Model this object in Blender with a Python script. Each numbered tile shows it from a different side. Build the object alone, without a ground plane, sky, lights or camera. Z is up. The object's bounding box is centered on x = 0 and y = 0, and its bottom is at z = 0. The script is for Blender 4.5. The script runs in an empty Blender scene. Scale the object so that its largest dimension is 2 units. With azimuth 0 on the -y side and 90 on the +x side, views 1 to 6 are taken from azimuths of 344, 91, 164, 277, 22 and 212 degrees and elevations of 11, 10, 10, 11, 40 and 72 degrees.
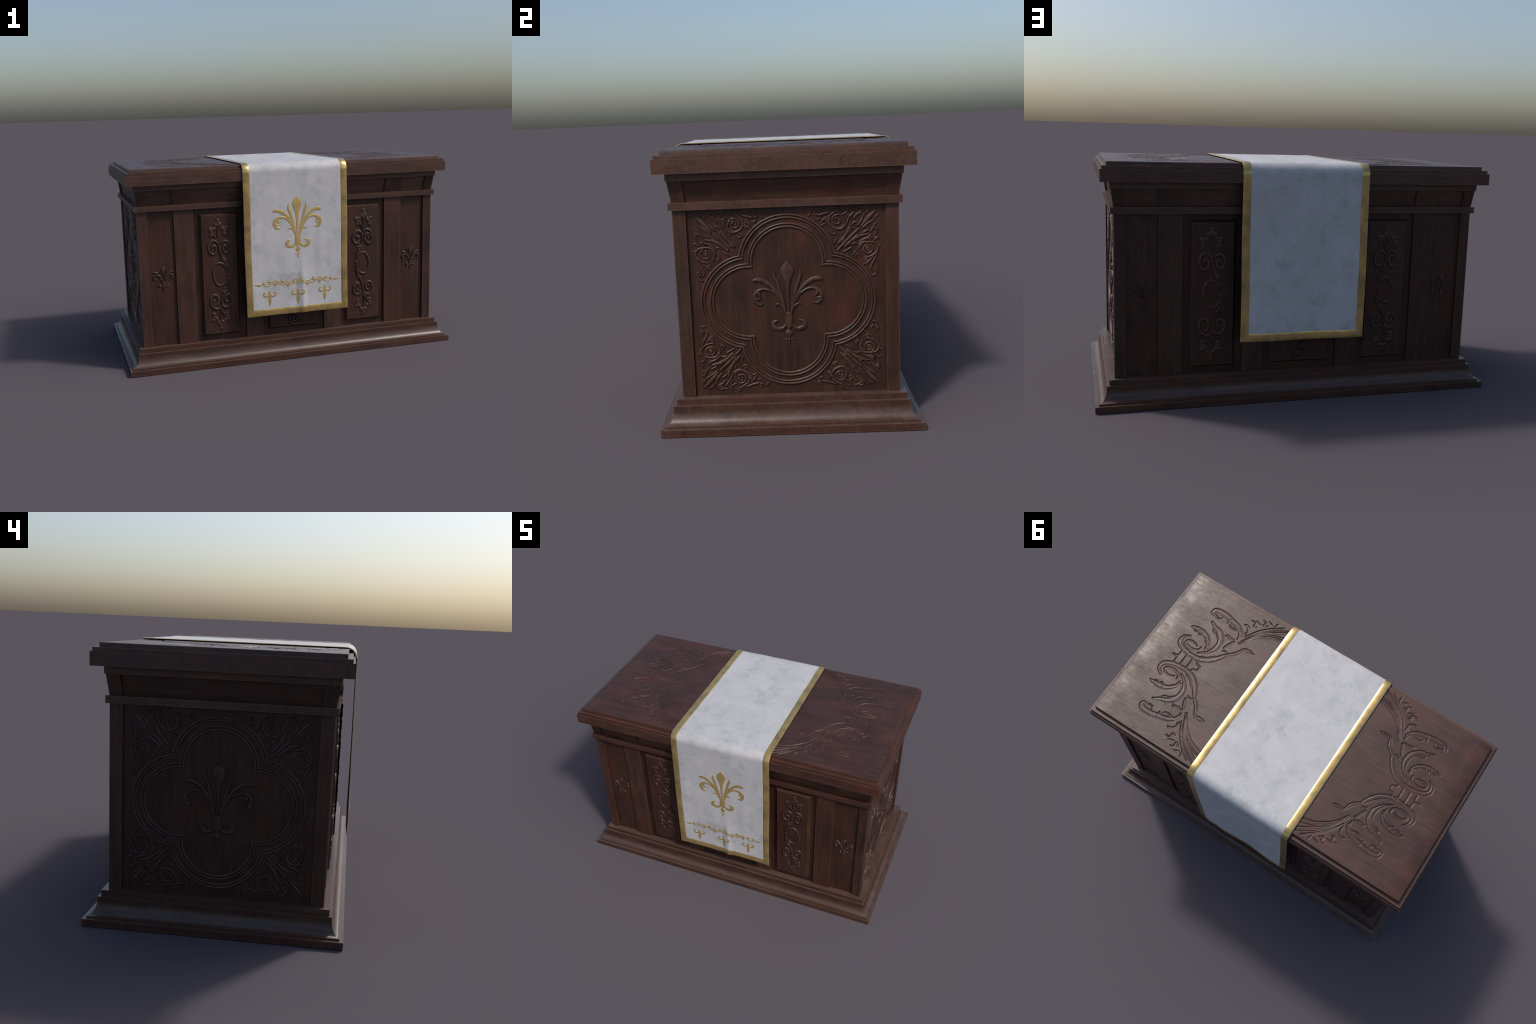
"""Carved wooden altar table with an embroidered cloth runner.
Metres, z up, front is -y.  Everything is built from rectangular lofts, boards,
swept relief strokes and one draped cloth surface."""
import bpy, bmesh, math, random
import numpy as np
from mathutils import Vector, noise as mnoise

random.seed(7)
rng = np.random.default_rng(7)

# ------------------------------------------------------------------ materials
def new_mat(name):
    m = bpy.data.materials.new(name)
    m.use_nodes = True
    nt = m.node_tree
    nt.nodes.clear()
    out = nt.nodes.new("ShaderNodeOutputMaterial")
    bsdf = nt.nodes.new("ShaderNodeBsdfPrincipled")
    nt.links.new(bsdf.outputs[0], out.inputs[0])
    return m, nt, bsdf

class G:
    """small helper to wire shader nodes"""
    def __init__(self, nt): self.nt = nt
    def n(self, kind, **props):
        node = self.nt.nodes.new(kind)
        for k, v in props.items(): setattr(node, k, v)
        return node
    def l(self, a, b): self.nt.links.new(a, b)
    def put(self, sock, v):
        if hasattr(v, "is_output"): self.l(v, sock)
        else: sock.default_value = v
    def math(self, op, a, b=0.0, clamp=False):
        n = self.n("ShaderNodeMath", operation=op, use_clamp=clamp)
        self.put(n.inputs[0], a); self.put(n.inputs[1], b)
        return n.outputs[0]
    def vmath(self, op, a, b):
        n = self.n("ShaderNodeVectorMath", operation=op)
        self.put(n.inputs[0], a); self.put(n.inputs[1], b)
        return n.outputs["Value"] if op == "DOT_PRODUCT" else n.outputs[0]
    def noise(self, vec, scale, detail=3, rough=0.55, dist=0.0):
        n = self.n("ShaderNodeTexNoise")
        self.l(vec, n.inputs["Vector"])
        n.inputs["Scale"].default_value = scale
        n.inputs["Detail"].default_value = detail
        n.inputs["Roughness"].default_value = rough
        n.inputs["Distortion"].default_value = dist
        return n.outputs["Fac"]
    def ramp(self, fac, stops):
        n = self.n("ShaderNodeValToRGB")
        self.l(fac, n.inputs[0])
        r = n.color_ramp
        while len(r.elements) < len(stops): r.elements.new(0.5)
        for e, (p, c) in zip(r.elements, stops):
            e.position = p
            e.color = (*c, 1) if len(c) == 3 else c
        return n.outputs[0]
    def fit(self, v, a, b, c=0.0, d=1.0):
        n = self.n("ShaderNodeMapRange")
        self.l(v, n.inputs[0])
        for i, x in enumerate((a, b, c, d)): n.inputs[i + 1].default_value = x
        return n.outputs[0]
    def mix(self, fac, a, b, mode="MIX"):
        n = self.n("ShaderNodeMix", data_type="RGBA", blend_type=mode)
        self.put(n.inputs[0], fac)
        for s, v in ((n.inputs[6], a), (n.inputs[7], b)):
            self.put(s, (*v, 1) if isinstance(v, tuple) and len(v) == 3 else v)
        return n.outputs[2]
    def scaled(self, vec, s):
        n = self.n("ShaderNodeMapping")
        self.l(vec, n.inputs[0])
        n.inputs["Scale"].default_value = s
        return n.outputs[0]

def wood(name, grain, red=0.5, tone=1.0, rough=0.42, bump=0.25, wear=True, up_tint=0.0, spec=0.5):
    m, nt, b = new_mat(name)
    g = G(nt)
    tc = g.n("ShaderNodeTexCoord")
    oi = g.n("ShaderNodeObjectInfo")
    comb = g.n("ShaderNodeCombineXYZ")
    for i, k in enumerate((7.3, 3.1, 5.7)):
        g.l(g.math("MULTIPLY", oi.outputs["Random"], k), comb.inputs[i])
    co = g.vmath("ADD", tc.outputs["Object"], comb.outputs[0])
    st = {"x": (0.10, 1, 1), "y": (1, 0.10, 1), "z": (1, 1, 0.07)}[grain]
    cg = g.scaled(co, st)
    broad = g.noise(cg, 55, 5, 0.65, 0.3)
    fine = g.noise(cg, 170, 3, 0.65)
    blot = g.noise(co, 5.5, 4, 0.55, 0.3)
    blot2 = g.noise(g.scaled(co, tuple(0.35 if s < 0.5 else 1 for s in st)), 9, 3, 0.5)
    t = tone
    base = g.ramp(broad, [(0.30, (0.029 * t, 0.0122 * t, 0.0080 * t)),
                          (0.50, (0.043 * t, 0.0186 * t, 0.0122 * t)),
                          (0.70, (0.061 * t, 0.0272 * t, 0.0178 * t))])
    drift = g.noise(co, 8.5, 4, 0.6)
    base = g.mix(g.fit(drift, 0.40, 0.68, 0.0, 0.7), base, (1.38, 1.42, 1.44), "MULTIPLY")
    vary = g.fit(oi.outputs["Random"], 0.0, 1.0, 0.80, 1.18)
    cc = g.n("ShaderNodeCombineColor")
    base = g.mix(1.0, base, cc.outputs[0], "MULTIPLY")
    for i in range(3): g.l(vary, cc.inputs[i])
    redm = g.math("MULTIPLY", g.fit(blot2, 0.48, 0.72), red)
    base = g.mix(redm, base, (0.078 * t, 0.0240 * t, 0.0160 * t))
    base = g.mix(g.fit(blot, 0.52, 0.30), base, (0.82, 0.84, 0.85), "MULTIPLY")
    base = g.mix(g.fit(fine, 0.35, 0.65, 0.0, 0.55), base, (0.55, 0.5, 0.5), "MULTIPLY")
    ao = g.n("ShaderNodeBevel", samples=4)
    if wear:      # rubbed, lighter arrises
        ao.inputs["Radius"].default_value = 0.009
        geo = g.n("ShaderNodeNewGeometry")
        d = g.vmath("DOT_PRODUCT", ao.outputs[0], geo.outputs["Normal"])
        edge = g.fit(d, 0.995, 0.90)
        edge = g.math("MULTIPLY", edge, g.fit(g.noise(co, 18, 3), 0.35, 0.65, 0.25, 0.75))
        base = g.mix(edge, base, (0.115, 0.058, 0.036))
    if up_tint:      # pale greyish tint mixed into surfaces that face upward
        gm = g.n("ShaderNodeNewGeometry")
        sep = g.n("ShaderNodeSeparateXYZ")
        g.l(gm.outputs["Normal"], sep.inputs[0])
        up = g.math("MULTIPLY", g.fit(sep.outputs[2], 0.15, 0.75), g.fit(g.noise(cg, 9, 5, 0.65), 0.34, 0.66, 0.15, 1.0))
        base = g.mix(g.math("MULTIPLY", up, up_tint), base, (0.125, 0.098, 0.086))
    g.l(base, b.inputs["Base Color"])
    rn = g.math("ADD", g.math("MULTIPLY", g.noise(co, 11, 4, 0.6), 0.6), g.math("MULTIPLY", fine, 0.4))
    g.l(g.fit(rn, 0.35, 0.65, rough - 0.07, rough + 0.12), b.inputs["Roughness"])
    b.inputs["Specular IOR Level"].default_value = spec
    bp = g.n("ShaderNodeBump")
    bp.inputs["Strength"].default_value = bump
    bp.inputs["Distance"].default_value = 0.0012
    h = g.math("ADD", g.math("MULTIPLY", fine, 0.6), g.math("MULTIPLY", broad, 0.9))
    h = g.math("ADD", h, g.math("MULTIPLY", g.noise(co, 40, 3), 0.5))
    g.l(h, bp.inputs["Height"])
    g.l(bp.outputs[0], b.inputs["Normal"])
    return m

WOOD_V = wood("dark_wood_upright", "z", 0.85, 0.88, 0.46, spec=0.30)
WOOD_STILE = wood("rubbed_upright_wood", "z", 0.6, 1.02, 0.44, spec=0.36)
WOOD_X = wood("dark_wood_lengthwise", "x", 0.5, 1.38, 0.42, bump=0.4, spec=0.45)
WOOD_Y = wood("dark_wood_crosswise", "y", 0.5, 1.0, 0.45, spec=0.3)
WOOD_BASE = wood("pale_base_wood", "x", 0.35, 1.12, 0.34, bump=0.4, up_tint=0.42)
WOOD_TOP = wood("dark_wood_top", "x", 0.5, 1.22, 0.41, 0.5, wear=False, spec=0.45)
WOOD_CARVE = wood("carved_wood", "z", 0.3, 1.08, 0.44, 0.10, wear=False, spec=0.45)

def cloth_mat():
    m, nt, b = new_mat("white_linen")
    g = G(nt)
    co = g.n("ShaderNodeTexCoord").outputs["Object"]
    stain = g.noise(co, 12, 8, 0.68, 0.15)
    cloud = g.noise(co, 2.6, 4, 0.5)
    patch = g.math("MULTIPLY", g.fit(g.noise(co, 7.5, 7, 0.7, 0.2), 0.46, 0.64), g.fit(stain, 0.38, 0.56))
    col = g.ramp(g.math("ADD", g.math("MULTIPLY", stain, 0.5), g.math("MULTIPLY", cloud, 0.5)),
                 [(0.35, (0.425, 0.42, 0.43)), (0.62, (0.495, 0.49, 0.50))])
    col = g.mix(g.math("MULTIPLY", patch, 0.75), col, (0.31, 0.315, 0.325))
    scuff = g.fit(g.noise(g.scaled(co, (1, 0.25, 0.25)), 60, 4, 0.7, 1.0), 0.66, 0.78, 0, 0.35)
    col = g.mix(scuff, col, (0.55, 0.55, 0.55))
    weave = g.noise(g.scaled(co, (0.05, 1, 1)), 420, 2, 0.5)
    weave2 = g.noise(g.scaled(co, (1, 0.06, 0.06)), 420, 2, 0.5)
    col = g.mix(g.fit(weave, 0.3, 0.7, 0.0, 0.22), col, (0.82, 0.82, 0.84), "MULTIPLY")
    g.l(col, b.inputs["Base Color"])
    b.inputs["Roughness"].default_value = 0.6
    b.inputs["Specular IOR Level"].default_value = 0.35
    h = g.math("ADD", g.math("MULTIPLY", weave, 0.25), g.math("MULTIPLY", weave2, 0.2))
    h = g.math("ADD", h, g.math("MULTIPLY", g.noise(co, 14, 6, 0.6, 0.3), 1.6))
    bp = g.n("ShaderNodeBump")
    bp.inputs["Strength"].default_value = 0.45
    bp.inputs["Distance"].default_value = 0.003
    g.l(h, bp.inputs["Height"]); g.l(bp.outputs[0], b.inputs["Normal"])
    return m

def gold_mat(name, rough, dark, metal=0.92):
    m, nt, b = new_mat(name)
    g = G(nt)
    co = g.n("ShaderNodeTexCoord").outputs["Object"]
    t = g.fit(g.noise(co, 13, 3, 0.5), 0.62, 0.30)
    col = g.mix(g.math("MULTIPLY", t, dark), (0.60, 0.43, 0.165), (0.25, 0.19, 0.10))
    g.l(col, b.inputs["Base Color"])
    b.inputs["Metallic"].default_value = metal
    g.l(g.fit(g.noise(co, 30, 3), 0.3, 0.7, rough - 0.05, rough + 0.07), b.inputs["Roughness"])
    return m

LINEN = cloth_mat()
GOLD = gold_mat("gold_ribbon", 0.22, 0.7, 0.66)
GOLD_THREAD = gold_mat("gold_embroidery", 0.40, 0.15, 0.62)

# ------------------------------------------------------------------ objects
def link(name, me, mat, parent, smooth_angle=None):
    me.materials.append(mat)
    ob = bpy.data.objects.new(name, me)
    bpy.context.scene.collection.objects.link(ob)
    ob.parent = parent
    if smooth_angle is not None:
        me.polygons.foreach_set("use_smooth", [True] * len(me.polygons))
        me.set_sharp_from_angle(angle=math.radians(smooth_angle))
    return ob

def from_bm(name, bm, mat, parent, bevel=0.0, smooth=35):
    if bevel:
        es = [e for e in bm.edges if len(e.link_faces) == 2 and e.calc_face_angle(0) > math.radians(28)]
        bmesh.ops.bevel(bm, geom=es, offset=bevel, segments=2, profile=0.5, affect="EDGES", clamp_overlap=True)
    bmesh.ops.recalc_face_normals(bm, faces=bm.faces)
    me = bpy.data.meshes.new(name)
    bm.to_mesh(me); bm.free()
    return link(name, me, mat, parent, smooth)

def loft_rect(name, rings, mat, parent, bevel=0.0015, smooth=35):
    """stack of rectangles (half x, half y, z) skinned into one moulding"""
    bm = bmesh.new()
    rows = [[bm.verts.new((sx * hx, sy * hy, z)) for sx, sy in ((-1, -1), (1, -1), (1, 1), (-1, 1))]
            for hx, hy, z in rings]
    for a, b in zip(rows, rows[1:]):
        for i in range(4):
            bm.faces.new((a[i], a[(i + 1) % 4], b[(i + 1) % 4], b[i]))
    bm.faces.new(rows[0][::-1]); bm.faces.new(rows[-1])
    return from_bm(name, bm, mat, parent, bevel, smooth)

def board(name, lo, hi, mat, parent, bevel=0.0015):
    """hexahedral board: lo / hi = (x0, x1, y0, y1, z) of the lower and upper end"""
    bm = bmesh.new()
    r = []
    for x0, x1, y0, y1, z in (lo, hi):
        r.append([bm.verts.new(p) for p in ((x0, y0, z), (x1, y0, z), (x1, y1, z), (x0, y1, z))])
    for i in range(4):
        bm.faces.new((r[0][i], r[0][(i + 1) % 4], r[1][(i + 1) % 4], r[1][i]))
    bm.faces.new(r[0][::-1]); bm.faces.new(r[1])
    return from_bm(name, bm, mat, parent, bevel)

def empty(name, parent=None):
    ob = bpy.data.objects.new(name, None)
    bpy.context.scene.collection.objects.link(ob)
    ob.parent = parent
    return ob

# ------------------------------------------------------------------ relief strokes
def catmull(pts, step):
    """smooth a list of (u, v, half width) into an evenly sampled polyline"""
    p = np.array(pts, float)
    if len(p) == 2:
        n = max(2, int(np.linalg.norm(p[1, :2] - p[0, :2]) / step))
        t = np.linspace(0, 1, n + 1)[:, None]
        return p[0] * (1 - t) + p[1] * t
    e = np.vstack([2 * p[0] - p[1], p, 2 * p[-1] - p[-2]])
    e[0, 2], e[-1, 2] = p[0, 2], p[-1, 2]
    out = []
    for i in range(1, len(e) - 2):
        a, b, c, d = e[i - 1:i + 3]
        n = max(2, int(np.linalg.norm(c[:2] - b[:2]) / step))
        t = np.linspace(0, 1, n, endpoint=False)[:, None]
        q = 0.5 * (2 * b + (c - a) * t + (2 * a - 5 * b + 4 * c - d) * t ** 2 + (3 * b - a - 3 * c + d) * t ** 3)
        q[:, 2] = np.maximum((b[2] * (1 - t) + c[2] * t)[:, 0], 0.0002)
        out.append(q)
    return np.vstack(out + [p[-1:]])

class Relief:
    """collects swept strokes with a rounded section into one mesh"""
    def __init__(self, frame, height, edge, step=0.004, embed=0.0015, worn=True):
        self.worn = worn
        self.v, self.f, self.frame = [], [], frame
        self.h, self.e, self.step, self.embed, self.k = height, edge, step, embed, 0
    def stroke(self, pts, gain=1.0, round_ends=True):
        q = catmull(pts, self.step)
        d = np.gradient(q[:, :2], axis=0)
        d /= np.linalg.norm(d, axis=1)[:, None] + 1e-12
        if round_ends:
            head = [(*(q[0, :2] - d[0] * q[0, 2] * s), q[0, 2] * c) for s, c in ((0.97, 0.22), (0.75, 0.66), (0.4, 0.92))]
            tail = [(*(q[-1, :2] + d[-1] * q[-1, 2] * s), q[-1, 2] * c) for s, c in ((0.4, 0.92), (0.75, 0.66), (0.97, 0.22))]
            q = np.vstack([head, q, tail])
            d = np.vstack([[d[0]] * 3, d, [d[-1]] * 3])
        n = np.stack([-d[:, 1], d[:, 0]], 1)
        self.k += 1
        H = self.h * gain * (1 + 0.013 * (self.k % 9))
        base = len(self.v)
        m = 9
        for (u, v, w), nn in zip(q, n):
            e = min(w, self.e)
            hh = H * min(1.0, (w / (0.55 * self.e)) ** 0.6)
            half = [(w, -self.embed), (w - 0.16 * e, 0.50 * hh), (w - 0.50 * e, 0.86 * hh), (w - 0.93 * e, 0.985 * hh)]
            prof = [(-o, h) for o, h in half] + [(0, hh)] + half[::-1]
            if self.worn:
                calm = min(1.0, 0.006 / w)
                hh2 = 1 + 0.30 * calm * mnoise.noise(Vector((u * 60, v * 60, self.k * 1.7)))
                sw = 1 + 0.16 * calm * mnoise.noise(Vector((u * 90, v * 90, 9 + self.k * 2.3)))
                prof = [(o * sw, h * hh2 if h > 0 else h) for o, h in prof]
            for o, h in prof:
                self.v.append(self.frame(u + nn[0] * o, v + nn[1] * o, h))
        for i in range(len(q) - 1):
            for j in range(m - 1):
                a = base + i * m + j
                self.f.append((a, a + 1, a + m + 1, a + m))
        self.f.append(tuple(base + j for j in range(m)))
        self.f.append(tuple(base + (len(q) - 1) * m + j for j in range(m))[::-1])
    def blob(self, u, v, r, gain=1.0):
        """little bead / bud: a flattened dome"""
        self.k += 1
        H = self.h * gain * (1 + 0.013 * (self.k % 9))
        base, n = len(self.v), 14
        for s, h in ((1, -self.embed), (0.94, 0.35 * H), (0.75, 0.7 * H), (0.42, 0.95 * H)):
            for i in range(n):
                a = 2 * math.pi * i / n
                self.v.append(self.frame(u + r * s * math.cos(a), v + r * s * math.sin(a), h))
        for k in range(3):
            for i in range(n):
                a, b = base + k * n + i, base + k * n + (i + 1) % n
                self.f.append((a, b, b + n, a + n))
        self.f.append(tuple(base + 3 * n + i for i in range(n)))
    def make(self, name, mat, parent, angle=60):
        me = bpy.data.meshes.new(name)
        me.from_pydata(self.v, [], self.f)
        bm = bmesh.new(); bm.from_mesh(me)
        bmesh.ops.recalc_face_normals(bm, faces=bm.faces)
        bm.to_mesh(me); bm.free()
        return link(name, me, mat, parent, angle)

def mm(pts, s=0.001, mu=1, mv=1):
    return [(p[0] * s * mu, p[1] * s * mv, p[2] * s) for p in pts]

# ------------------------------------------------------------------ motifs (millimetres)
# fleur-de-lis, origin at the tip, left half listed
FLEUR_AXIS = [[(0, 0, 0.5), (0, -14, 12.2), (0, -26, 23), (0, -40, 28.9), (0, -57, 26.5), (0, -74, 19.1), (0, -94, 12.7), (0, -114, 9.3), (0, -157, 6.6), (0, -238, 4.9)],
              [(0, -233, 14.7), (0, -248, 18.1), (0, -264, 18.1), (0, -276, 15.9)],
              [(0, -274, 6.4), (0, -297, 5.4)],
              [(0, -325, 3.9), (0, -340, 3.9), (0, -358, 3.7)],
              [(19, -340, 2.2), (-19, -340, 2.2)]]
FLEUR_SIDE = [[(52, -41, 0.7), (54, -56, 5.4), (54, -68, 7.3), (46, -86, 8.1), (38, -112, 7.3), (30, -140, 7.3), (22, -171, 7.8), (16, -202, 6.4), (10, -235, 3.4)],
              [(140, -82, 8), (128, -80, 10), (111, -82, 10.3), (94, -89, 9.8), (74, -104, 9.3), (56, -123, 8.6), (40, -146, 7.8), (28, -173, 7.3), (20, -199, 6.4), (14, -222, 4.4)],
              [(28, -178, 5.9), (40, -157, 6.9), (54, -140, 6.9), (72, -127, 6.1), (90, -121, 5.9), (108, -121, 6.9), (126, -129, 8.6), (138, -143, 9.8), (140, -160, 9.8), (132, -177, 9.3), (120, -185, 5.9), (103, -182, 1.5)],
              [(120, -126, 4.9), (122, -139, 6.9), (118, -149, 5.4), (111, -155, 2)],
              [(134, -160, 6), (122, -162, 4), (114, -160, 1)],
              [(16, -214, 5.4), (24, -198, 5.9), (37, -187, 4.9), (48, -185, 3.9), (58, -195, 1.2)],
              [(14, -277, 4.9), (24, -289, 7.8), (38, -294, 8.8), (56, -290, 10.8), (66, -278, 10.8), (62, -263, 9.3), (46, -256, 2.4)]]

def fleur(rel, scale=1.0, bold=1.0):
    s = 0.001 * scale
    mm = lambda pts, s, mu=1: [(p[0] * s * mu, p[1] * s, p[2] * s * bold) for p in pts]
    for p in FLEUR_AXIS:
        rel.stroke(mm(p, s), 1.0)
    rel.blob(0, -312 * s, 15.7 * s, 1.0)
    for p in FLEUR_SIDE:
        for k in (-1, 1):
            rel.stroke(mm(p, s, k), 0.97)

# hanging dart with two horns
PENDANT = [(0, -1, 2.3), (0, -4, 6.4), (0, -11, 6.9), (0, -19, 4.6), (0, -31, 6), (0, -46, 9.2), (0, -58, 9.7), (0, -73, 6.9), (0, -90, 0.7)]
PENDANT_HORN = [(3, -18, 1.4), (10, -27, 3.7), (22, -32, 5.1), (34, -25, 5.1), (36, -16, 4.1), (30, -8, 3.2), (18, -9, 0.7)]
# vine, right half
VINE = [[(1, 11, 1.8), (19, 14, 2.3), (34, 11, 2.3), (46, 20, 3), (59, 24, 3.2), (72, 21, 3.2), (84, 10, 3.2), (96, 9, 3), (109, 18, 3.2), (121, 30, 3.2), (135, 37, 3.2), (148, 34, 2.3), (159, 25, 3), (170, 13, 3), (188, 9, 2.8), (202, 13, 1.8), (217, 16, 1.8), (234, 17, 1.8)],
        [(27, 39, 2.3), (18, 43, 2.8), (10, 39, 3.2), (5, 29, 2.8), (3, 17, 2.8), (1, 0, 1.4)],
        [(233, 18, 7.5), (237, 18, 7.5), (251, 20, 4.1), (269, 22, 0.3)]]
VINE_LEAVES = [(96, 31, 1, 12), (25, 27, 1, 11), (60, 6, -1, 12), (137, 16, -1, 12), (175, 30, -1, 9.5), (207, 26, 1, 9.5)]

# scroll column of the raised panels, origin at the panel centre
SCROLL = [[(-6, 278, 2.6), (-10, 261, 2.6), (-12, 239, 3.1), (-10, 216, 3.1), (-6, 194, 3.6)],
          [(-36, 240, 3.6), (-23, 217, 4.6), (-7, 191, 4.1)],
          [(30, 231, 2.1), (11, 210, 2.6), (-5, 191, 3.1)],
          [(-5, 171, 4.6), (-15, 190, 6.2), (-32, 202, 7.2), (-50, 199, 7.2), (-62, 182, 7.2), (-66, 158, 7.2), (-58, 133, 7.2), (-43, 123, 7.2), (-27, 131, 6.7), (-21, 150, 6.7), (-26, 167, 6.7), (-39, 172, 6.2), (-48, 161, 5.7), (-47, 147, 4.1), (-39, 143, 2.1)],
          [(3, 180, 3.6), (17, 192, 6.2), (35, 197, 7.2), (50, 186, 7.2), (57, 164, 7.2), (52, 140, 7.2), (37, 126, 7.2), (23, 135, 7.2), (18, 154, 6.7), (26, 170, 6.7), (37, 168, 6.2), (42, 154, 5.2), (37, 144, 2.6)],
          [(-11, 185, 3.6), (-5, 158, 5.2), (2, 130, 5.7), (11, 105, 5.7), (24, 81, 6.2), (36, 55, 6.2), (43, 37, 5.2), (44, 23, 1.5)],
          [(13, 88, 5.7), (24, 76, 4.6)], [(16, 101, 4.6), (31, 86, 5.2)],
          [(37, 12, 2.5), (32, 35, 5), (19, 57, 6.2), (1, 67, 6.5), (-20, 66, 6.5), (-35, 50, 6.5), (-44, 26, 6.2), (-44, 2, 6), (-40, -23, 6), (-28, -50, 6), (-10, -64, 6), (11, -60, 5.8), (28, -45, 5), (39, -22, 2.5)],
          [(43, -48, 2.5), (33, -67, 3.2), (20, -86, 3.4)],
          [(7, -98, 3.8), (31, -98, 3.8)], [(13, -110, 4.9), (21, -109, 4.4)],
          [(8, -119, 2.7), (2, -144, 3.3), (1, -171, 5.4), (9, -189, 7.4), (29, -197, 7.6), (48, -188, 7.6), (60, -164, 7.4), (57, -136, 7.4), (40, -122, 7.4), (25, -128, 7.2), (19, -148, 6.5), (27, -162, 6), (41, -161, 3.8)],
          [(-10, -192, 4.4), (-26, -203, 7.1), (-46, -197, 7.6), (-60, -177, 7.6), (-64, -150, 7.4), (-57, -126, 7.4), (-40, -118, 7.4), (-25, -129, 7.2), (-18, -152, 7.1), (-26, -173, 6.5), (-40, -178, 6), (-48, -164, 5.4), (-44, -150, 5), (-36, -160, 3.4)],
          [(-3, -201, 3.3), (6, -227, 4.4), (19, -250, 4.4)],
          [(-10, -200, 2.7), (-21, -219, 3.3), (-38, -237, 2.7)],
          [(-6, -203, 4.4), (-10, -240, 3.8), (-9, -278, 4.9)]]
SCROLL_BUDS = [(-7, 318, 9), (-17, 293, 11.5), (4, 294, 11.5), (-7, 303, 10), (-51, 265, 13), (-31, 270, 9), (-48, 234, 10), (-46, 250, 9), (20, 271, 9.5), (38, 271, 9.5), (30, 238, 10), (30, 256, 10),
               (20, -84, 6), (41, -6, 6.5),
               (-49, -235, 10), (-54, -270, 10), (-35, -265, 11), (-45, -252, 10), (28, -237, 10), (18, -271, 10), (36, -269, 12), (28, -254, 10), (-19, -288, 12), (1, -287, 12), (-8, -302, 11), (-8, -320, 9)]

# spandrel carving of the end panels, origin at the panel centre, upper right quarter
SPANDREL = [[(204, 200, 3.7), (221, 218, 5.2), (254, 252, 6.3), (291, 286, 4.7)],
            [(211, 232, 5.8), (235, 258, 7.3), (252, 286, 7.3), (262, 324, 2.1)],
            [(237, 217, 5.2), (267, 242, 7.3), (293, 257, 7.3), (327, 263, 2.6)],
            [(303, 298, 4.2), (319, 316, 7.9), (341, 340, 7.9), (367, 365, 1)],
            [(288, 302, 3.7), (303, 320, 6.3), (313, 346, 2.1)],
            [(306, 290, 3.7), (330, 308, 5.8), (353, 322, 2.1)],
            [(238, 298, 2.1), (249, 322, 5.2), (258, 338, 5.8), (271, 353, 3.7)],
            [(287, 222, 2.6), (307, 241, 4.7), (329, 249, 5.2), (340, 262, 3.1)],
            [(239, 304, 2.6), (231, 294, 4.2), (212, 288, 5.2), (185, 298, 5.2), (172, 316, 5.2), (177, 342, 5.2), (197, 358, 4.7), (222, 370, 1.6)],
            [(213, 354, 2.1), (226, 334, 4.2), (234, 312, 4.7), (225, 294, 4.2), (204, 290, 2.6)],
            [(300, 176, 2.6), (290, 202, 4.7), (297, 223, 5.2), (313, 234, 4.2)],
            [(294, 212, 4.2), (307, 228, 4.7), (331, 231, 4.2), (356, 226, 4.2), (369, 207, 4.7), (360, 188, 4.7), (341, 174, 4.2), (314, 169, 2.1)],
            [(143, 316, 3.7), (153, 330, 4.7), (168, 342, 2.1)],
            [(134, 347, 3.7), (152, 352, 5.8), (171, 357, 4.2), (192, 365, 1.6)],
            [(93, 347, 3.7), (103, 361, 3.1)],
            [(319, 141, 3.1), (333, 156, 4.7), (347, 172, 2.1)],
            [(338, 126, 2.6), (346, 147, 5.2), (357, 165, 4.7), (364, 188, 2.1)],
            [(343, 96, 2.1), (354, 97, 3.7), (362, 108, 2.6)],
            [(194, 230, 3.1), (202, 249, 3.7)], [(231, 196, 3.1), (259, 211, 3.7)],
            # little leaves and tendrils that crowd the ground between the scrolls
            [(222, 262, 2), (228, 276, 4.5), (224, 286, 2)], [(262, 224, 2), (276, 230, 4.5), (286, 226, 2)],
            [(262, 300, 2), (272, 312, 4.5), (288, 318, 2)], [(306, 268, 2), (318, 276, 4.5), (332, 282, 2)],
            [(274, 332, 3), (286, 346, 5), (300, 352, 4), (306, 362, 2)], [(338, 274, 3), (350, 290, 5), (356, 304, 4), (366, 310, 2)],
            [(226, 346, 2), (240, 352, 4.5), (250, 364, 3), (242, 372, 2)], [(352, 232, 2), (358, 244, 4.5), (370, 250, 3), (374, 240, 2)],
            [(166, 304, 2), (156, 312, 4), (142, 304, 2.5)], [(310, 160, 2), (318, 150, 4), (308, 138, 2.5)],
            [(176, 278, 3), (188, 268, 4.5), (198, 274, 2)], [(282, 172, 3), (272, 186, 4.5), (278, 196, 2)],
            [(116, 340, 2), (126, 330, 4), (136, 332, 2)], [(346, 112, 2), (336, 122, 4), (338, 132, 2)],
            
            [(320, 346, 2), (326, 356, 4), (340, 364, 2)], [(352, 322, 2), (362, 334, 4), (370, 344, 2)],
            [(263, 368, 2), (281, 366, 4), (290, 356, 3)], [(362, 262, 2), (366, 280, 4), (357, 292, 3)]]

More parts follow.
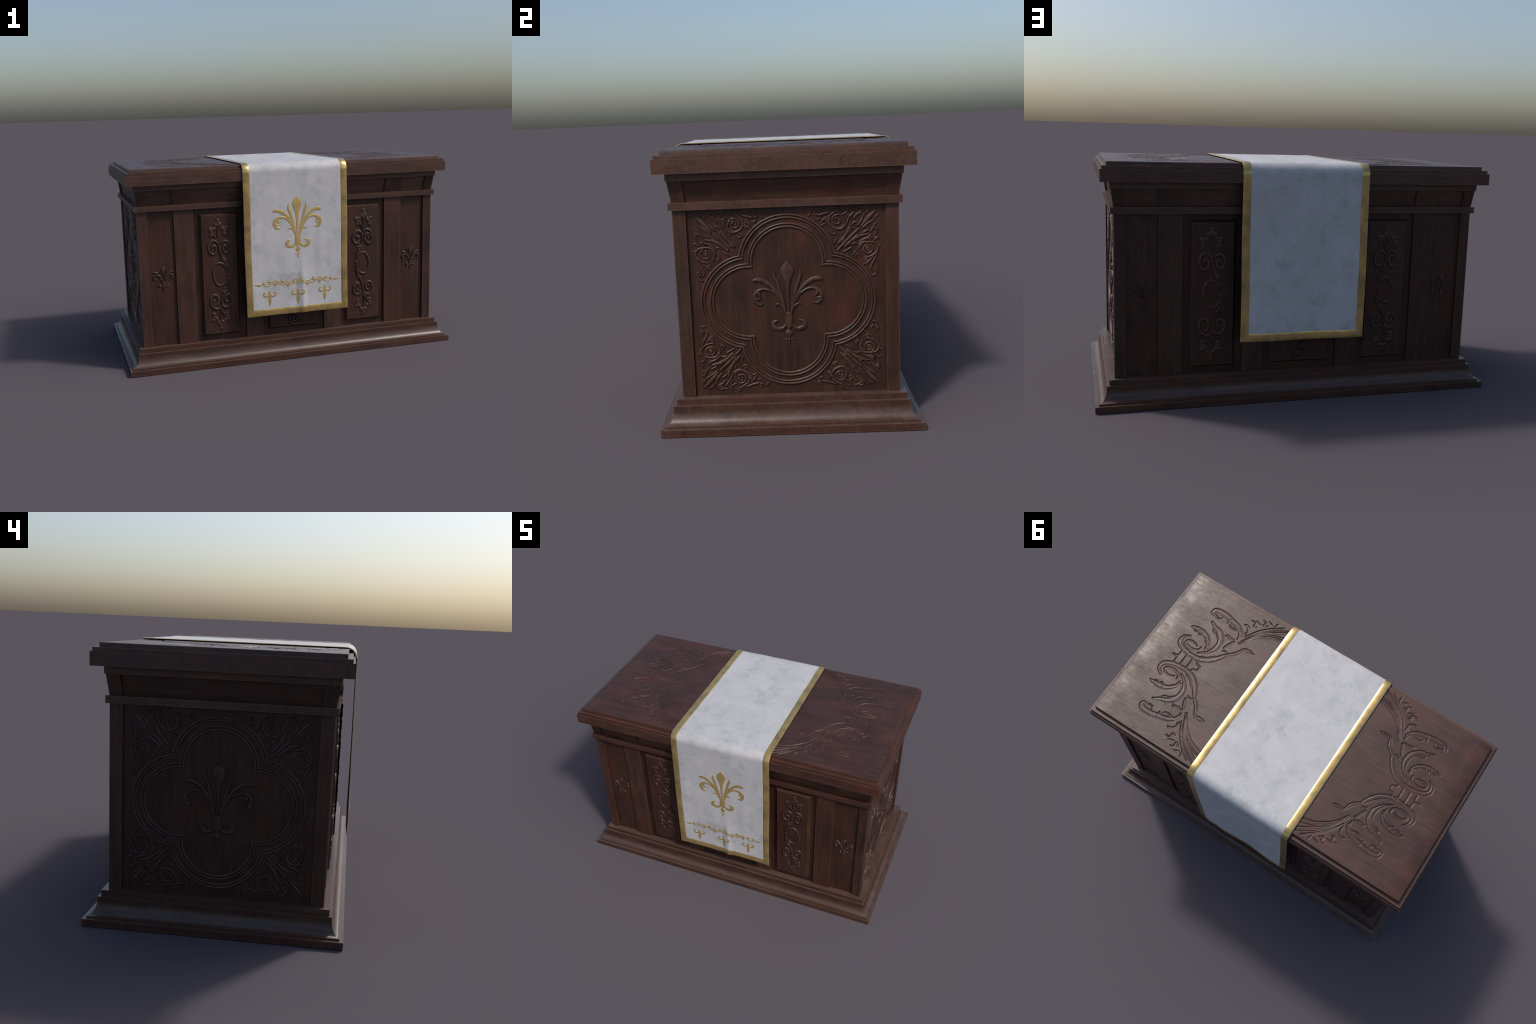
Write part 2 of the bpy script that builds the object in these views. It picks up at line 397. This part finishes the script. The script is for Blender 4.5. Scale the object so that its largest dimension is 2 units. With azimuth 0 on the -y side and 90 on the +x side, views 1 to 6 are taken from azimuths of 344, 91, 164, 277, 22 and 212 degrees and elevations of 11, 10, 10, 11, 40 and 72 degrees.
# engraved acanthus on the table top, half of one end (|x|, |y|)
ACANTHUS = [[(523, 160, 6), (536, 136, 15), (563, 98, 18), (599, 65, 18), (645, 47, 17), (704, 46, 15.9), (760, 59, 15.9), (787, 82, 15.9), (786, 116, 12.3), (759, 140, 4.9)],
            [(671, 114, 4.9), (677, 90, 7.6), (711, 78, 8.6), (752, 86, 8.6), (758, 105, 7.6), (734, 118, 6.4), (706, 115, 5.1), (692, 108, 4.5)],
            [(668, 75, 4.9), (626, 107, 9.8), (600, 154, 17.2), (604, 207, 19.6), (637, 244, 18.4), (673, 258, 13.5), (710, 276, 7.4)],
            [(648, 117, 4.9), (651, 154, 11), (683, 184, 15.9), (726, 196, 17.2), (765, 196, 12.3), (786, 193, 6.1)],
            [(534, 265, 4.9), (535, 297, 11), (566, 328, 15.9), (620, 343, 18.4), (679, 354, 18.4), (731, 348, 17.2), (738, 322, 11), (700, 320, 4.9)],
            [(563, 181, 7.4), (552, 208, 9.8), (538, 237, 7.4)],
            [(542, 250, 4.9), (571, 247, 8.6), (597, 251, 4.9)],
            [(407, 237, 6.1), (436, 233, 8.6), (465, 234, 7.4), (486, 192, 12.3), (521, 158, 9.8)],
            [(304, 392, 9.8), (363, 381, 9.8), (417, 355, 11), (471, 306, 8.6), (508, 245, 3.7)],
            [(304, 454, 9.8), (371, 415, 9.8), (433, 368, 9.8), (483, 302, 7.4), (516, 247, 3.1)],
            [(355, 463, 4.9), (423, 408, 8.6), (468, 357, 8.6), (506, 300, 3.7)],
            [(397, 465, 3.7), (400, 452, 6.1), (404, 436, 3.7)],
            [(439, 423, 4.9), (458, 414, 7.4), (458, 436, 6.1), (476, 442, 3.7)],
            [(488, 383, 4.9), (503, 384, 7.4), (503, 406, 7.4), (530, 406, 3.7)],
            [(509, 310, 4.9), (516, 350, 8.6), (539, 364, 7.4), (551, 361, 3.7)],
            [(535, 272, 3.7), (546, 308, 7.4), (583, 305, 6.1), (613, 308, 3.1)],
            [(668, 39, 5.5), (667, 0, 5.5)], [(708, 38, 5.5), (708, 0, 5.5)],
            [(638, 41, 4.9), (630, 20, 6.1), (609, 13, 6.1), (608, 0, 4.9)],
            [(745, 40, 5.5), (749, 5, 5.5), (777, 3, 3.7)]]
# veins, hooked leaf tips and small tendrils cut over it
ACANTHUS_FINE = [[(627, 253, 4.9), (641, 260, 5.5), (655, 257, 3.7)], [(658, 224, 3.7), (674, 238, 5.5), (668, 254, 3.7)],
                 [(708, 194, 3.7), (714, 178, 4.9), (729, 174, 4.9), (727, 189, 3.1)], [(730, 205, 3.1), (745, 181, 4.9), (764, 180, 3.1)],
                 [(620, 356, 3.7), (634, 342, 5.5), (635, 320, 4.3)], [(678, 332, 3.1), (687, 315, 4.9), (707, 312, 3.1)],
                 [(533, 165, 3.7), (548, 167, 4.9), (562, 159, 3.7)], [(540, 245, 3.1), (552, 218, 4.9), (565, 184, 3.7)],
                 [(301, 417, 4.3), (373, 396, 4.3), (412, 371, 3.1)], [(301, 475, 3.7), (398, 414, 4.3), (462, 348, 4.3), (496, 286, 2.5)],
                 [(592, 170, 3.1), (596, 198, 4.3), (614, 223, 3.1)], [(616, 199, 3.1), (640, 220, 4.3), (662, 231, 3.1)],
                 [(636, 126, 3.1), (654, 144, 4.3), (676, 159, 3.1)], [(564, 307, 3.1), (593, 325, 4.3), (623, 330, 3.1)],
                 [(618, 316, 3.1), (603, 303, 4.3), (580, 300, 3.1)], [(577, 110, 3.1), (608, 79, 4.3), (642, 66, 3.1)],
                 [(521, 317, 2.5), (509, 333, 4.3), (513, 350, 3.1)], [(601, 242, 3.1), (592, 256, 4.9), (579, 253, 3.1)],
                 [(420, 247, 2.5), (439, 243, 3.7), (461, 244, 2.5)], [(474, 411, 2.5), (490, 413, 4.3), (506, 422, 2.5)],
                 [(416, 442, 2.5), (431, 448, 4.3), (448, 453, 2.5)]]

# ------------------------------------------------------------------ the altar
altar = empty("altar_table")
altar["label"] = "dark carved wooden altar table with white gold-trimmed cloth runner"
altar["category"] = "altar"

# ---- stepped base
base = empty("base", altar)
loft_rect("plinth", [(1.0, 0.5395, 0.0), (1.0, 0.5395, 0.0305)], WOOD_BASE, base, 0.0012)
cove = [(0.9829, 0.5239, 0.025), (0.9829, 0.5239, 0.0385)]
for t in np.linspace(0.06, 1, 15):          # concave quarter sweep, steep at the top
    a = t * math.pi / 2
    inset = 0.0375 * (1 - (1 - math.sin(a)) ** 1.0)
    cove.append((0.9829 - inset, 0.5239 - inset * 0.92, 0.0385 + 0.0605 * (1 - math.cos(a)) ** 1.05))
cove += [(0.9452, 0.4891, 0.1122)]
loft_rect("cove_moulding", cove, WOOD_BASE, base, 0.0, 30)
loft_rect("step_moulding", [(0.9324, 0.4775, 0.105), (0.9324, 0.4775, 0.1375)], WOOD_BASE, base, 0.0015)

# ---- body: core, corner posts, stiles, planks, panels
body = empty("body", altar)
loft_rect("core", [(0.890, 0.436, 0.12), (0.890, 0.436, 0.93), (0.905, 0.450, 1.06)], WOOD_V, body, 0)
Z0, Z1 = 0.130, 0.930
FRONT, FIELD = 0.4522, 0.4400              # face of posts / face of recessed boards
ENDF, ENDP = 0.9070, 0.8960
def scale_x(x): return x * 1.0121          # frieze flares outward by this factor
for sy in (-1, 1):
    for sx in (-1, 1):
        def xx(a, b): return tuple(sorted((sx * a, sx * b)))
        def yy(a, b): return tuple(sorted((sy * a, sy * b)))
        board("corner_post", (*xx(0.8555, ENDF), *yy(0.3985, FRONT), Z0), (*xx(0.8555, ENDF), *yy(0.3985, FRONT), Z1), WOOD_STILE, body, 0.003)
        for a, b in ((0.592, 0.7015), (0.1945, 0.2935)):
            st = board("stile", (*xx(a, b), *yy(0.42, FRONT), Z0), (*xx(a, b), *yy(0.42, FRONT), Z1), WOOD_STILE, body, 0.003)
        plank = board("plank", (*xx(0.69, 0.865), *yy(0.42, FIELD), Z0), (*xx(0.69, 0.865), *yy(0.42, FIELD), Z1), WOOD_V, body)
        board("panel_field", (*xx(0.28, 0.605), *yy(0.42, FIELD), Z0), (*xx(0.28, 0.605), *yy(0.42, FIELD), Z1), WOOD_V, body)
        # raised, bevelled panel
        bm = bmesh.new()
        rows = []
        for x0, x1, y, z0, z1 in ((0.330, 0.559, 0.438, 0.170, 0.892), (0.330, 0.559, 0.4412, 0.170, 0.892), (0.3445, 0.5455, 0.4592, 0.181, 0.880)):
            rows.append([bm.verts.new((sx * x, sy * y, z)) for x, z in ((x0, z0), (x1, z0), (x1, z1), (x0, z1))])
        for r0, r1 in zip(rows, rows[1:]):
            for i in range(4): bm.faces.new((r0[i], r0[(i + 1) % 4], r1[(i + 1) % 4], r1[i]))
        bm.faces.new(rows[-1]); bm.faces.new(rows[0])
        rp = from_bm("raised_panel", bm, WOOD_V, body, 0.0012)
        # scroll column on it; neighbouring panels are turned half round
        turn = -1 if sx * -sy > 0 else 1    # left-hand panel seen from outside reads upright
        ox = sx * 0.4435
        def frame(u, v, h, ox=ox, sy=sy, turn=turn):
            uu, vv = u * turn, v * turn
            return (ox + (uu if sy < 0 else -uu), sy * (0.4592 + h), 0.531 + vv)
        rel = Relief(frame, 0.0056, 0.0068)
        for p in SCROLL: rel.stroke([(u, v, w * 1.2) for u, v, w in mm(p)])
        for u, v, r in SCROLL_BUDS: rel.blob(u / 1000, v / 1000, r / 760, 0.78)
        rel.make("scroll_ornament", WOOD_CARVE, rp)
        # small lily on the plank
        rel = Relief(lambda u, v, h, cx=sx * 0.776, sy=sy: (cx + (u if sy < 0 else -u), sy * (FIELD + h), 0.604 + v), 0.0060, 0.0052, 0.003)
        fleur(rel, 0.395, 1.32)
        rel.make("fleur_de_lis", WOOD_CARVE, plank)
    # middle field with its own raised panel, mostly behind the cloth
    ysort = lambda a, b: tuple(sorted((sy * a, sy * b)))
    board("panel_field", (-0.205, 0.205, *ysort(0.42, FIELD), Z0), (-0.205, 0.205, *ysort(0.42, FIELD), Z1), WOOD_V, body)
    bm = bmesh.new(); rows = []
    for x, y, z0, z1 in ((0.160, 0.438, 0.170, 0.892), (0.160, 0.4412, 0.170, 0.892), (0.1465, 0.4592, 0.181, 0.880)):
        rows.append([bm.verts.new((sx_ * x, sy * y, z)) for sx_, z in ((-1, z0), (1, z0), (1, z1), (-1, z1))])
    for r0, r1 in zip(rows, rows[1:]):
        for i in range(4): bm.faces.new((r0[i], r0[(i + 1) % 4], r1[(i + 1) % 4], r1[i]))
    bm.faces.new(rows[-1]); bm.faces.new(rows[0])
    rp = from_bm("raised_panel", bm, WOOD_V, body, 0.0012)
    rel = Relief(lambda u, v, h, sy=sy: (u if sy < 0 else -u, sy * (0.4592 + h), 0.531 + v), 0.0105, 0.008)
    def ring(cu, cv, r, w, a0=0.0, a1=2 * math.pi):
        rel.stroke([(cu + r * math.cos(a), cv + r * math.sin(a), w) for a in np.linspace(a0, a1, 22)], 1, False)
    for k in (-1, 1):
        ring(0, k * 0.309, 0.031, 0.0072, 0.25, 2.9 * 2)
        ring(0, k * 0.309, 0.0145, 0.0062)
        for dz in (0.262, 0.248): rel.stroke([(-0.012, k * dz, 0.004), (0.012, k * dz, 0.004)])
        rel.stroke([(0, k * 0.275, 0.004), (0, k * 0.08, 0.006)])
        for s in (-1, 1):
            rel.stroke([(s * (0.01 + 0.05 * t * math.cos(5 * t)), k * (0.12 + 0.05 * t * math.sin(5 * t) + 0.02 * t), 0.006) for t in np.linspace(0.1, 1, 12)])
    ring(0, 0, 0.075, 0.006)
    rel.make("rosette_ornament", WOOD_CARVE, rp)

# ---- end panels with quatrefoil and spandrels
CZ = 0.5345
for sx in (-1, 1):
    xs = lambda a, b: tuple(sorted((sx * a, sx * b)))
    pn = board("end_panel", (*xs(0.86, ENDP), -0.41, 0.41, Z0), (*xs(0.86, ENDP), -0.41, 0.41, Z1), WOOD_V, body)
    fr = lambda u, v, h, sx=sx: (sx * (ENDP + h), u * sx, CZ + v)
    rel = Relief(fr, 0.0056, 0.0052, 0.006)
    c = 0.160
    for r, w in ((0.1945, 0.0056), (0.1825, 0.0050), (0.1580, 0.0050), (0.1460, 0.0054)):
        cusp = (2 * c + math.sqrt(4 * c * c - 8 * (c * c - r * r))) / 4
        a = math.atan2(cusp, cusp - c)
        for k in range(4):
            rel.stroke([((c + r * math.cos(t)) * math.cos(k * math.pi / 2) - r * math.sin(t) * math.sin(k * math.pi / 2),
                         (c + r * math.cos(t)) * math.sin(k * math.pi / 2) + r * math.sin(t) * math.cos(k * math.pi / 2), w)
                        for t in np.linspace(-a, a, 24)], 1, True)
    rel.make("quatrefoil_moulding", WOOD_CARVE, pn)
    for mu in (-1, 1):
        for mv in (-1, 1):
            rel = Relief(fr, 0.0054, 0.0048, 0.004)
            for p in SPANDREL: rel.stroke([(u, v, w * 1.06) for u, v, w in mm(p, 0.001, mu, mv)])
            def spiral(cu, cv, r0, r1, a0, turns, w):
                rel.stroke([((cu + (r0 + (r1 - r0) * t) * math.cos(a0 + turns * 6.283 * t)) * mu / 1000,
                             (cv + (r0 + (r1 - r0) * t) * math.sin(a0 + turns * 6.283 * t)) * mv / 1000, w * (1 - 0.45 * t) / 1000)
                            for t in np.linspace(0, 1, 18)])
            for cu, cv, a0, tn in ((206, 325, 0.6, 1.6), (326, 205, 0.97, -1.6)):
                spiral(cu, cv, 23, 6, a0, tn, 4.6)
            for cu, cv, r0, a0, tn in ((122, 357, 9, 3.6, 1.0), (357, 122, 9, 1.1, -1.0), (292, 362, 10, 2.5, -1.1), (362, 292, 10, 2.2, 1.1),
                                       (258, 285, 9, 0.5, 1.0), (285, 258, 9, 1.0, -1.0), (168, 322, 8, 2.2, 1.1), (322, 160, 8, 5.6, -1.1),
                                       (336, 246, 9, 0.2, 1.0), (246, 336, 9, 1.4, -1.0), (228, 240, 8, 2.4, 1.0), (240, 228, 8, 5.4, -1.0)):
                spiral(cu, cv, r0, 2.5, a0, tn, 3.9)
            for u, v, r in ((214, 326, 6), (326, 206, 8), (186, 282, 5), (284, 182, 5), (376, 216, 5), (212, 376, 5)):
                rel.blob(u * mu / 1000, v * mv / 1000, r / 1000)
            rel.make("spandrel_carving", WOOD_CARVE, pn)
    rel = Relief(lambda u, v, h, sx=sx: (sx * (ENDP + h), u * sx, 0.703 + v), 0.0068, 0.0062)
    fleur(rel, 0.975)
    rel.make("fleur_de_lis", WOOD_CARVE, pn)

# ---- ledge, flared frieze, bed moulding
frieze = empty("frieze", altar)
loft_rect("ledge_moulding", [(0.9218, 0.4657, 0.9225), (0.9218, 0.4657, 0.9535)], WOOD_X, frieze, 0.0015)
ZB, ZT = 0.950, 1.045
for sy in (-1, 1):
    for sx in (-1, 1):
        def xx(a, b): return tuple(sorted((sx * a, sx * b)))
        def yy(a, b): return tuple(sorted((sy * a, sy * b)))
        board("frieze_post", (*xx(0.856, 0.9077), *yy(0.3985, 0.4525), ZB), (*xx(0.865, 0.9195), *yy(0.409, 0.4664), ZT), WOOD_STILE, frieze, 0.003)
        for a, b in ((0.592, 0.7025), (0.1945, 0.2935)):
            board("frieze_stile", (*xx(a, b), *yy(0.42, 0.4525), ZB), (*xx(scale_x(a), scale_x(b)), *yy(0.43, 0.4664), ZT), WOOD_STILE, frieze, 0.003)
        board("frieze_plank", (*xx(0.69, 0.865), *yy(0.42, 0.4427), ZB), (*xx(0.70, 0.875), *yy(0.43, 0.4566), ZT), WOOD_X, frieze)
        board("frieze_plank", (*xx(0.28, 0.605), *yy(0.42, 0.4427), ZB), (*xx(0.285, 0.61), *yy(0.43, 0.4566), ZT), WOOD_X, frieze)
    board("frieze_plank", (-0.21, 0.21, *tuple(sorted((sy * 0.42, sy * 0.4427))), ZB), (-0.21, 0.21, *tuple(sorted((sy * 0.43, sy * 0.4566))), ZT), WOOD_X, frieze)
for sx in (-1, 1):
    xs = lambda a, b: tuple(sorted((sx * a, sx * b)))
    board("frieze_plank", (*xs(0.86, 0.898), -0.41, 0.41, ZB), (*xs(0.87, 0.9097), -0.42, 0.42, ZT), WOOD_Y, frieze)
loft_rect("bed_moulding", [(0.9245, 0.4702, 1.0395), (0.9245, 0.4702, 1.073)], WOOD_X, frieze, 0.0015)

# ---- table top: three stepped slabs, the upper one engraved
top = empty("table_top", altar)
loft_rect("top_slab", [(0.9682, 0.5145, 1.0707), (0.9682, 0.5145, 1.1284)], WOOD_X, top, 0.002)
loft_rect("top_moulding", [(0.9600, 0.5060, 1.120), (0.9600, 0.5060, 1.1437)], WOOD_X, top, 0.0015)

def engraved_top():
    hx, hy, zt, zb = 0.9388, 0.4847, 1.1617, 1.135
    fine = np.arange(0.300, 0.820, 0.0017)
    ex = np.array([0, 0.0005, 0.0012, 0.002])          # rounded arris
    right = np.concatenate([fine, [0.86], (hx - ex)[::-1]])
    xs = np.concatenate([-right[::-1], [0.0], right])
    ys = np.concatenate([-hy + ex, np.linspace(-0.480, 0.480, 561), (hy - ex)[::-1]])
    # depth on the quarter (|x|, |y|)
    ax, ay = fine, np.linspace(0, 0.480, 226)[:]
    yh = np.unique(np.abs(np.round(ys, 6)))
    D = np.zeros((len(fine), len(yh)))
    X, Y = np.meshgrid(fine, yh, indexing="ij")
    for p in ACANTHUS + ACANTHUS_FINE:
        q = catmull(mm(p), 0.004)
        q[:, 2] *= 0.88
        w = q[:, 2].max() + 0.004
        ix = np.where((fine > q[:, 0].min() - w) & (fine < q[:, 0].max() + w))[0]
        iy = np.where((yh > q[:, 1].min() - w) & (yh < q[:, 1].max() + w))[0]
        if not len(ix) or not len(iy): continue
        sx_, sy_ = slice(ix[0], ix[-1] + 1), slice(iy[0], iy[-1] + 1)
        x, y = X[sx_, sy_], Y[sx_, sy_]
        best = np.full(x.shape, -1.0)
        for (u, v, ww) in q:
            best = np.maximum(best, ww - np.hypot(x - u, y - v))
        # inside: steep cut at the rim, floor swelling back towards the middle
        t = np.clip((best + 0.0020) / 0.0054, 0, 1)
        cut = t * t * (3 - 2 * t)
        rise = np.clip((best - 0.0030) / 0.0080, 0, 1)
        D[sx_, sy_] = np.maximum(D[sx_, sy_], cut * (1 - 0.45 * rise * rise * (3 - 2 * rise)))
    # chatter left by the gouge close to the cuts
    near = D.copy()
    for _ in range(5):
        near = np.maximum.reduce([near, np.roll(near, 1, 0), np.roll(near, -1, 0), np.roll(near, 1, 1), np.roll(near, -1, 1)])
    drop = np.array([0.0018, 0.0008, 0.0002, 0.0])
    colmap = {round(float(x), 6): i for i, x in enumerate(fine)}
    rowmap = {round(float(y), 6): i for i, y in enumerate(yh)}
    nx, ny = len(xs), len(ys)
    verts = np.zeros((nx, ny, 3))
    jit = rng.normal(0, 1, (nx, ny))
    jit = (jit + np.roll(jit, 1, 0) + np.roll(jit, 1, 1) + np.roll(jit, -1, 0) + np.roll(jit, -1, 1)) / 2.2
    rows = [rowmap[round(abs(float(y)), 6)] for y in ys]
    for i, x in enumerate(xs):
        c = colmap.get(round(abs(float(x)), 6))
        z = np.full(ny, zt)
        if c is not None:
            z = z - 0.0038 * D[c, rows] + 0.00013 * jit[i] * near[c, rows]
        verts[i, :, 0], verts[i, :, 1] = x, ys
        verts[i, :, 2] = z
    for k in range(4):                                  # ease the arris
        for s in (k, -1 - k):
            verts[s, :, 2] = np.minimum(verts[s, :, 2], zt - drop[k])
            verts[:, s, 2] = np.minimum(verts[:, s, 2], zt - drop[k])
    V = verts.reshape(-1, 3)
    idx = np.arange(nx * ny).reshape(nx, ny)
    F = np.stack([idx[:-1, :-1], idx[1:, :-1], idx[1:, 1:], idx[:-1, 1:]], -1).reshape(-1, 4)
    rim = np.concatenate([idx[:, 0], idx[-1, 1:], idx[-2::-1, -1], idx[0, -2:0:-1]])
    low = V[rim].copy(); low[:, 2] = zb
    li = np.arange(len(rim)) + len(V)
    S = np.stack([rim, li, np.roll(li, -1), np.roll(rim, -1)], -1)
    me = bpy.data.meshes.new("carved_top")
    me.from_pydata(np.vstack([V, low]).tolist(), [], np.vstack([F, S]).tolist())
    me.update()
    return link("carved_top", me, WOOD_TOP, top, 50)
engraved_top()

# ------------------------------------------------------------------ the cloth runner
cloth = empty("altar_cloth", altar)
CX0, CX1, BW = -0.3115, 0.3185, 0.0395     # side edges and ribbon width
FB, BB = 0.2765, 0.3050                    # height of the front and back hems
HZ = 1.1675
front_prof = [(0.2765, 0.5275), (0.36, 0.5275), (0.52, 0.5270), (0.71, 0.5256), (0.94, 0.5236), (1.112, 0.5222)]
back_prof = [(0.3050, 0.5225), (0.71, 0.5235), (0.94, 0.5228), (1.112, 0.5222)]

def hang_y(z, prof):
    return float(np.interp(z, [p[0] for p in prof], [p[1] for p in prof]))

def front_wave(x, z):
    """soft pleat right of the middle that opens towards the front hem"""
    k = min(1.0, max(0.0, (0.78 - z) / 0.50)); k = k * k * (3 - 2 * k)
    a = math.exp(-((x - 0.036) / 0.020) ** 2) * 0.0080 - math.exp(-((x + 0.010) / 0.026) ** 2) * 0.0030
    b = 0.0022 * math.sin(x * 21 + 1.0)
    return k * (a + b) + 0.0022 * mnoise.noise(Vector((x * 17, z * 1.6, 8.0))) * min(1.0, (1.11 - z) * 4)

def back_wave(x, z):
    k = min(1.0, max(0.0, (0.9 - z) / 0.55))
    return k * (0.0045 * math.sin((x - 0.05) * 17) + 0.004 * math.exp(-((x - 0.25) / 0.03) ** 2))

def path_points():
    """(y, z, ny, nz, side) along the middle of the runner from front hem to back hem"""
    pts = []
    for z in np.concatenate([np.linspace(FB, FB + BW, 9), np.linspace(FB + BW, 1.112, 74)[1:]]):
        pts.append((-hang_y(z, front_prof), z, -1, 0, "f"))
    for t in np.linspace(0, math.pi / 2, 15)[1:-1]:
        pts.append((-0.4680 - 0.0542 * math.cos(t) ** 0.92, 1.112 + (HZ - 1.112) * math.sin(t) ** 0.92, -math.cos(t), math.sin(t), "a"))
    for y in np.linspace(-0.4680, 0.4680, 70):
        pts.append((y, HZ, 0, 1, "t"))
    for t in np.linspace(math.pi / 2, 0, 15)[1:-1]:
        pts.append((0.4680 + 0.0542 * math.cos(t) ** 0.92, 1.112 + (HZ - 1.112) * math.sin(t) ** 0.92, math.cos(t), math.sin(t), "a"))
    for z in np.concatenate([np.linspace(1.112, BB + BW, 74)[:-1], np.linspace(BB + BW, BB, 9)]):
        pts.append((hang_y(z, back_prof), z, 1, 0, "b"))
    return pts

def build_cloth():
    P = path_points()
    yz = np.array([(p[0], p[1]) for p in P])
    s = np.concatenate([[0], np.cumsum(np.hypot(*np.diff(yz, axis=0).T))])
    L = s[-1]
    xs = np.concatenate([np.linspace(CX0, CX0 + BW, 9), np.linspace(CX0 + BW, CX1 - BW, 90)[1:-1], np.linspace(CX1 - BW, CX1, 9)])
    nx, ns = len(xs), len(P)
    T = 0.0020
    outer, inner = [], []
    for i, x in enumerate(xs):
        for j, (y, z, ny, nz, side) in enumerate(P):
            d = min(x - CX0, CX1 - x, s[j], L - s[j])
            h = 0.0
            if d < BW + 1e-6:
                along = s[j] if min(x - CX0, CX1 - x) < min(s[j], L - s[j]) else x * 1.3 + 5
                wob = mnoise.noise(Vector((along * 22, x * 3, 1.7))) * 0.10
                t = min(1.0, max(0.0, d / BW + wob * math.sin(math.pi * min(1, d / BW))))
                h = 0.0021 * max(0.0, 1 - (2 * t - 1) ** 2) ** 0.75
                h *= 1 + 0.25 * mnoise.noise(Vector((along * 30, 4.1, x * 2)))
            else:
                h = 0.0009 * mnoise.noise(Vector((x * 9, s[j] * 7, 0.3))) + 0.0004 * mnoise.noise(Vector((x * 25, s[j] * 21, 3.3)))
                h *= min(1, (d - BW) / 0.02)
            dy = 0.0; xo = x
            if side == "f": dy = -front_wave(x, z)
            if side == "b": dy = back_wave(x, z)
            if side in "fb":                      # edges swing very slightly
                xo = x + 0.002 * math.sin(z * 7 + (x > 0) * 1.4) * min(1, (1.11 - z) * 3)
            outer.append((xo, y + dy + ny * (T / 2 + h), z + nz * (T / 2 + h)))
            inner.append((xo, y + dy - ny * T / 2, z - nz * T / 2))
    N = nx * ns
    V = outer + inner
    idx = lambda i, j: i * ns + j
    ribbon, linen = [], []
    for i in range(nx - 1):
        for j in range(ns - 1):
            xm, sm = (xs[i] + xs[i + 1]) / 2, (s[j] + s[j + 1]) / 2
            dst = ribbon if min(xm - CX0, CX1 - xm, sm, L - sm) < BW else linen
            a, b, c, d = idx(i, j), idx(i + 1, j), idx(i + 1, j + 1), idx(i, j + 1)
            dst.append((a, b, c, d)); linen.append((a + N, d + N, c + N, b + N))
    for j in range(ns - 1):
        for i in (0, nx - 1):
            a, b = idx(i, j), idx(i, j + 1)
            ribbon.append((a, b, b + N, a + N) if i == 0 else (a, a + N, b + N, b))
    for i in range(nx - 1):
        for j in (0, ns - 1):
            a, b = idx(i, j), idx(i + 1, j)
            ribbon.append((a, a + N, b + N, b) if j == 0 else (a, b, b + N, a + N))
    for name, faces, mat in (("linen", linen, LINEN), ("gold_ribbon", ribbon, GOLD)):
        used = sorted({v for f in faces for v in f})
        re = {v: k for k, v in enumerate(used)}
        me = bpy.data.meshes.new(name)
        me.from_pydata([V[v] for v in used], [], [tuple(re[v] for v in f) for f in faces])
        me.update()
        ob = link(name, me, mat, cloth, 55)
        yield ob
linen, ribbon = build_cloth()

def on_front(cx, cz):
    def f(u, v, h):
        x, z = cx + u, cz + v
        return (x, -hang_y(z, front_prof) - front_wave(x, z) - 0.0016 - h, z)
    return f

rel = Relief(on_front(0.0085, 0.971), 0.0006, 0.0010, 0.004, 0.0012, False)
fleur(rel, 1.0)
rel.make("fleur_de_lis", GOLD_THREAD, cloth, 15)
for cx, cz in ((-0.170, 0.4225), (0.0045, 0.421), (0.173, 0.4255)):
    rel = Relief(on_front(cx, cz), 0.0006, 0.001, 0.003, 0.0012, False)
    rel.stroke([(u, v, w * 1.0) for u, v, w in mm(PENDANT)])
    for k in (-1, 1): rel.stroke([(u, v, w * 1.08) for u, v, w in mm(PENDANT_HORN, 0.001, k)], 0.95)
    rel.make("pendant_embroidery", GOLD_THREAD, cloth, 15)
rel = Relief(on_front(0.003, 0.444), 0.0006, 0.001, 0.003, 0.0012, False)
for k in (-1, 1):
    for p in VINE: rel.stroke(mm(p, 0.001, k), 0.9)
    for u, v, up, r in VINE_LEAVES:
        u, v, r = u * k / 1000, v / 1000, r / 800
        rel.stroke([(u - r * 0.55, v - up * r * 0.28, r * 0.40), (u - r * 0.25, v - up * r * 0.12, r * 0.36)], 0.95)
        rel.stroke([(u + r * 0.55, v - up * r * 0.28, r * 0.40), (u + r * 0.25, v - up * r * 0.12, r * 0.36)], 1.0)
        rel.stroke([(u, v - up * r * 0.2, r * 0.30), (u, v + up * r * 0.55, r * 0.36)], 1.05)
        rel.stroke([(u, v - up * r * 0.2, r * 0.14), (u + r * 0.3, v - up * r * 1.1, r * 0.12)], 0.9)
rel.make("vine_embroidery", GOLD_THREAD, cloth, 15)
